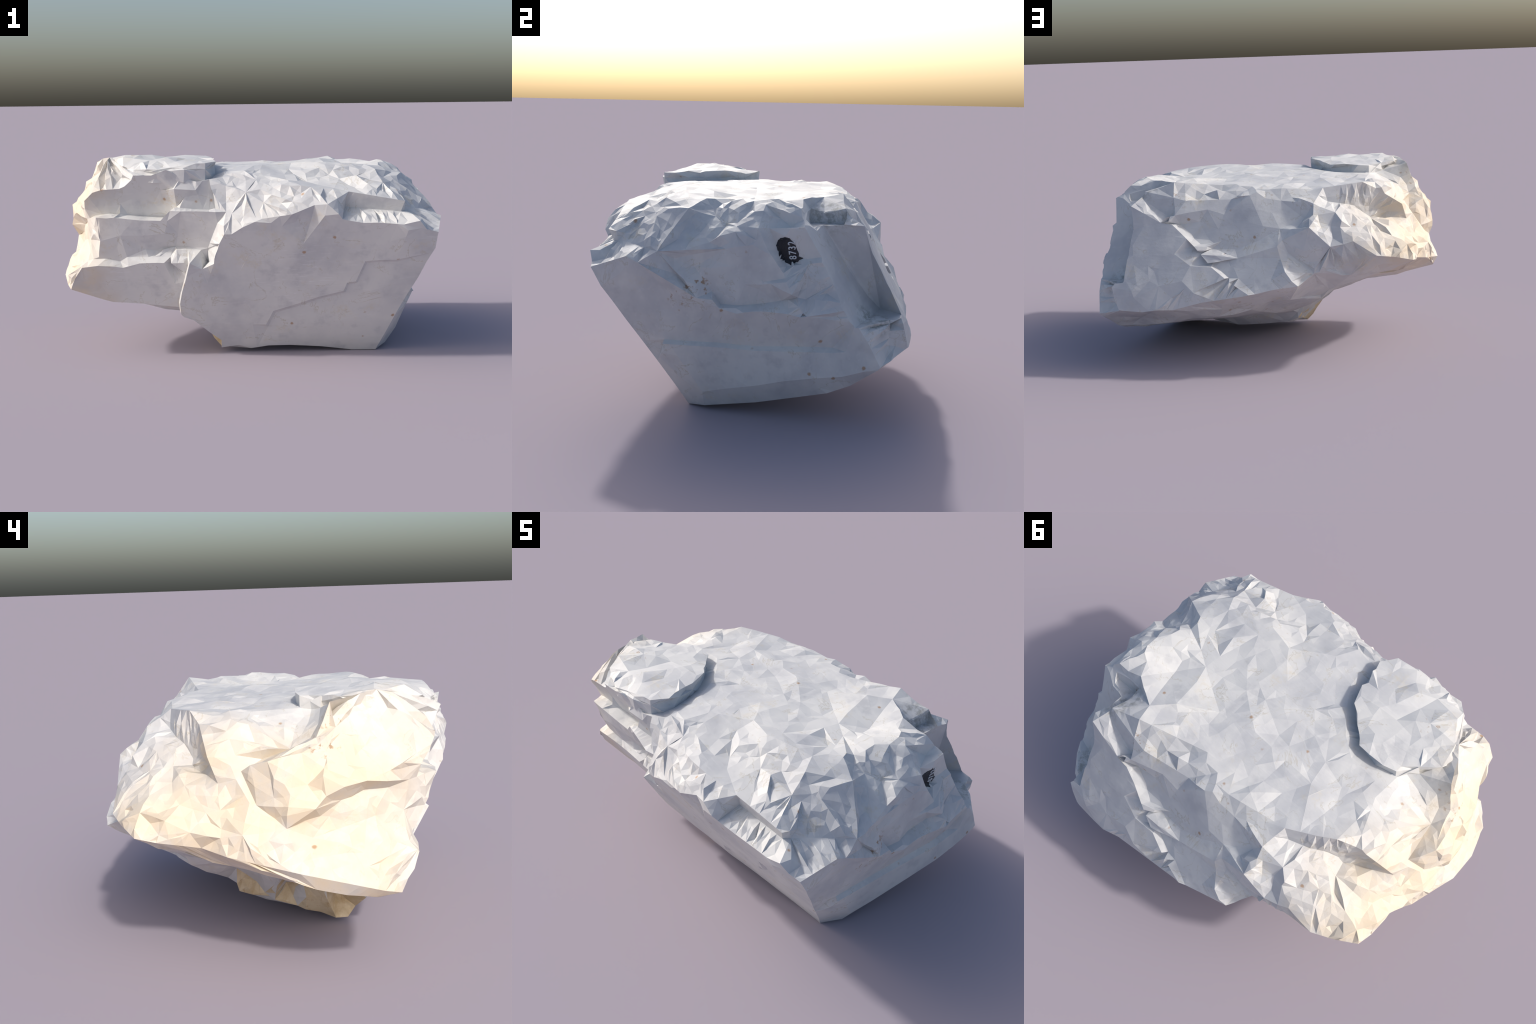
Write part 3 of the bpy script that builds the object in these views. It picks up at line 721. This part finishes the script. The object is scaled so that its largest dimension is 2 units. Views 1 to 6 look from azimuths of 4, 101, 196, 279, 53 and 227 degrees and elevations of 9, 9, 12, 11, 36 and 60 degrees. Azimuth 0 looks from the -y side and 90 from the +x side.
def build_slab(rng):
    pts = []
    for (a, b) in zip(SLAB_RIM, SLAB_RIM[1:] + SLAB_RIM[:1]):
        a, b = Vector(a), Vector(b)
        n = max(1, round((b - a).length / .05))
        for i in range(n):
            p = a.lerp(b, i / n) + Vector((rng.gauss(0, .010), rng.gauss(0, .010), rng.gauss(0, .004)))
            pts.append(p)
            out = Vector((p.x - SLAB_HEART.x, p.y - SLAB_HEART.y, 0)).normalized()
            low = p - out * rng.uniform(.002, .014)
            low.z = .945
            pts.append(low)                             # undercut foot
            if rng.random() < .5:
                mid = p - out * rng.uniform(-.004, .006)
                mid.z = rng.uniform(1.0, 1.02)
                pts.append(mid)
    pts += [Vector(p) for p in SLAB_CROWN]
    pts.append(Vector((-.45, -.45, .93)))
    D = []
    bm = bmesh.new()
    for p in pts:
        d = p - SLAB_HEART
        d = Vector((d.x / .25, d.y / .25, d.z / .07)).normalized()
        D.append(d)
        bm.verts.new(d)
    bmesh.ops.convex_hull(bm, input=bm.verts)
    bmesh.ops.triangulate(bm, faces=bm.faces)
    bm.verts.index_update()
    bm.verts.ensure_lookup_table()
    for v in list(bm.verts):
        if not v.link_faces:
            bm.verts.remove(v)
            continue
        v.co = pts[v.index]
    bmesh.ops.recalc_face_normals(bm, faces=bm.faces)
    chip(bm, rng)
    return bm


# the deep slot between the stepped end and the back plate: a wedge broken out
SLOT = [(.655, .35, .90), (.65, .40, .81), (.59, .48, .67), (.54, .56, .55), (.51, .62, .485),
        (.637, .548, .89), (.693, .577, .77), (.678, .632, .66), (.649, .688, .574), (.62, .722, .49),
        (1.0, .245, .93), (1.10, .48, .45), (1.15, .9, .45), (1.05, .75, .93)]
ALCOVE = [(.585, .29, .89), (.585, .455, .89), (.58, .285, 1.06), (.58, .46, 1.06), (.80, .27, 1.06), (.80, .48, 1.06),
          (.74, .30, .885), (.70, .45, .885)]


def hull_object(name, points):
    bm = bmesh.new()
    for p in points:
        bm.verts.new(p)
    bmesh.ops.convex_hull(bm, input=bm.verts)
    bmesh.ops.delete(bm, geom=[v for v in bm.verts if not v.link_faces], context='VERTS')
    bmesh.ops.recalc_face_normals(bm, faces=bm.faces)
    me = bpy.data.meshes.new(name)
    bm.to_mesh(me)
    bm.free()
    ob = bpy.data.objects.new(name, me)
    bpy.context.collection.objects.link(ob)
    return ob


def carve(bm, cuts, adds):
    me = bpy.data.meshes.new('solid')
    bm.to_mesh(me)
    ob = bpy.data.objects.new('solid', me)
    bpy.context.collection.objects.link(ob)
    tools = []
    for op, group in (('DIFFERENCE', cuts), ('UNION', adds)):
        for pts in group:
            t = hull_object('tool', pts)
            tools.append(t)
            m = ob.modifiers.new(op.lower(), 'BOOLEAN')
            m.operation = op
            m.object = t
            m.solver = 'EXACT'
    bpy.context.view_layer.update()
    out = bpy.data.meshes.new_from_object(ob.evaluated_get(bpy.context.evaluated_depsgraph_get()))
    for t in tools + [ob]:
        bpy.data.objects.remove(t)
    bm.clear()
    bm.from_mesh(out)
    bpy.data.meshes.remove(out)
    bmesh.ops.dissolve_degenerate(bm, edges=bm.edges, dist=.0005)
    bmesh.ops.triangulate(bm, faces=bm.faces)
    bm.normal_update()


# ------------------------------------------------------------------ the label
PATCH_N = Vector((.9429, .0720, -.3251))
PATCH_X = Vector((.3300, -.0718, .9412))          # along the writing
PATCH_Y = Vector((.0444, -.9948, -.0915))         # up in the letters
PATCH_OUTLINE = [(.074, .008), (.063, -.013), (.044, -.026), (.026, -.036), (.009, -.039), (-.011, -.046), (-.028, -.044),
                 (-.035, -.064), (-.041, -.044), (-.053, -.036), (-.057, -.019), (-.049, -.001), (-.043, .032), (-.035, .034),
                 (-.028, .026), (-.018, .039), (.002, .040), (.019, .047), (.035, .050), (.057, .041), (.069, .026)]


def on_rock(tree, u, v, lift):
    o = PATCH_CENTRE + PATCH_X * u + PATCH_Y * v
    hit, n, i, d = tree.ray_cast(o + PATCH_N * .06, -PATCH_N, .2)
    base = hit if hit and abs((hit - o).dot(PATCH_N)) < .03 else o
    return base + PATCH_N * lift


def painted_patch(tree, rng):
    """brushed black ground with a ragged rim, laid over the rock"""
    rim = []
    for (a, b), (c, d) in zip(PATCH_OUTLINE, PATCH_OUTLINE[1:] + PATCH_OUTLINE[:1]):
        for i in range(4):
            t = i / 4
            rim.append((a + (c - a) * t + rng.uniform(-.0012, .0012), b + (d - b) * t + rng.uniform(-.0012, .0012)))
    rings = [1, .8, .6, .4, .2]
    verts, faces = [], []
    n = len(rim)
    cu, cv = .006, 0
    for s in rings:
        for u, v in rim:
            verts.append(on_rock(tree, cu + (u - cu) * s, cv + (v - cv) * s, .0022))
    verts.append(on_rock(tree, cu, cv, .0022))
    for r in range(len(rings) - 1):
        for i in range(n):
            j = (i + 1) % n
            faces.append((r * n + i, r * n + j, (r + 1) * n + j, (r + 1) * n + i))
    last = (len(rings) - 1) * n
    for i in range(n):
        faces.append((last + i, last + (i + 1) % n, len(verts) - 1))
    skirt = len(verts)                       # the paint has thickness: drop the rim into the rock
    for u, v in rim:
        verts.append(on_rock(tree, u, v, -.003))
    for i in range(n):
        j = (i + 1) % n
        faces.append((i, skirt + i, skirt + j, j))
    me = bpy.data.meshes.new('painted_patch')
    me.from_pydata(verts, [], faces)
    bm = bmesh.new()
    bm.from_mesh(me)
    bmesh.ops.recalc_face_normals(bm, faces=bm.faces)
    up = sum((f.normal.dot(PATCH_N) for f in bm.faces))
    if up < 0:
        bmesh.ops.reverse_faces(bm, faces=bm.faces)
    bm.to_mesh(me)
    bm.free()
    return me


def digit_mesh(tree, char, u0):
    cu = bpy.data.curves.new('digit', 'FONT')
    cu.body = char
    cu.size = .046
    cu.align_x = 'CENTER'
    cu.offset = .0006
    cu.resolution_u = 4
    ob = bpy.data.objects.new('digit_source', cu)
    bpy.context.collection.objects.link(ob)
    me = bpy.data.meshes.new_from_object(ob.evaluated_get(bpy.context.evaluated_depsgraph_get()))
    bpy.data.objects.remove(ob)
    bpy.data.curves.remove(cu)
    bm = bmesh.new()
    bm.from_mesh(me)
    ext = bmesh.ops.extrude_face_region(bm, geom=bm.faces[:])
    top = [g for g in ext['geom'] if isinstance(g, bmesh.types.BMVert)]
    tops = set(top)
    for v in bm.verts:
        u, w = u0 + v.co.x * .82, -.034 + v.co.y
        v.co = on_rock(tree, u, w, .0040 if v in tops else .0015)
    bmesh.ops.recalc_face_normals(bm, faces=bm.faces)
    bm.to_mesh(me)
    bm.free()
    return me


# ------------------------------------------------------------------ assembly
def region(c, n):
    """which named part a facet of the block belongs to"""
    if n.dot(Vector((-.93, -.36, 0))) > .55 and -.45 < c.x < .02 and c.z < .34 and c.y > -.40 and n.z > -.75:
        return 'stained_foot'
    if c.x < -.37:
        return 'overhang'
    if n.dot(CLEAVAGE['front']) > .80:
        return 'front_cleavage'
    if c.x > .56 and n.x > .25:
        return 'stepped_end'
    if n.dot(CLEAVAGE['back']) > .62 and c.z < .97:
        return 'back_cleavage'
    return 'main_block'


def main():
    rng = random.Random(SEED)
    P, D, F = build_cage()
    F = flip_edges(P, D, F, ridge_pairs(P))
    bm = bmesh.new()
    vs = [bm.verts.new(p) for p in P]
    for f in F:
        bm.faces.new([vs[i] for i in f])
    bmesh.ops.recalc_face_normals(bm, faces=bm.faces)
    chip(bm, rng)
    for v in bm.verts:
        v.co.z = max(v.co.z, 0)
    carve(bm, [SLOT, ALCOVE], [])
    bm.normal_update()
    bm.faces.ensure_lookup_table()
    tree = BVHTree.FromBMesh(bm)

    root = bpy.data.objects.new('mineral_boulder', None)
    bpy.context.collection.objects.link(root)
    root['label'] = 'large broken block of pale white cleavable mineral with a painted number'
    root['category'] = 'rock'

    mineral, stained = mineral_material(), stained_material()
    parts = {}
    for f in bm.faces:
        parts.setdefault(region(f.calc_center_median(), f.normal), []).append(f)
    slab = build_slab(rng)
    parts['capping_slab'] = list(slab.faces)
    for name in sorted(parts):
        index, verts, faces = {}, [], []
        for f in parts[name]:
            ids = []
            for v in f.verts:
                if v not in index:
                    index[v] = len(verts)
                    verts.append(v.co.copy())
                ids.append(index[v])
            faces.append(ids)
        me = bpy.data.meshes.new(name)
        me.from_pydata(verts, [], faces)
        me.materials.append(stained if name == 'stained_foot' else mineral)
        ob = bpy.data.objects.new(name, me)
        ob.parent = root
        bpy.context.collection.objects.link(ob)
    bm.free()
    slab.free()

    patch = bpy.data.objects.new('painted_patch', painted_patch(tree, rng))
    patch.data.materials.append(paint_material('black_paint', (.012, .013, .018)))
    patch.parent = root
    bpy.context.collection.objects.link(patch)
    white = paint_material('white_paint', (.50, .52, .54))
    for i, char in enumerate('8732'):
        me = digit_mesh(tree, char, -.026 + i * .0225)
        me.materials.clear()
        me.materials.append(white)
        ob = bpy.data.objects.new('painted_digit', me)
        ob.parent = patch
        bpy.context.collection.objects.link(ob)


main()
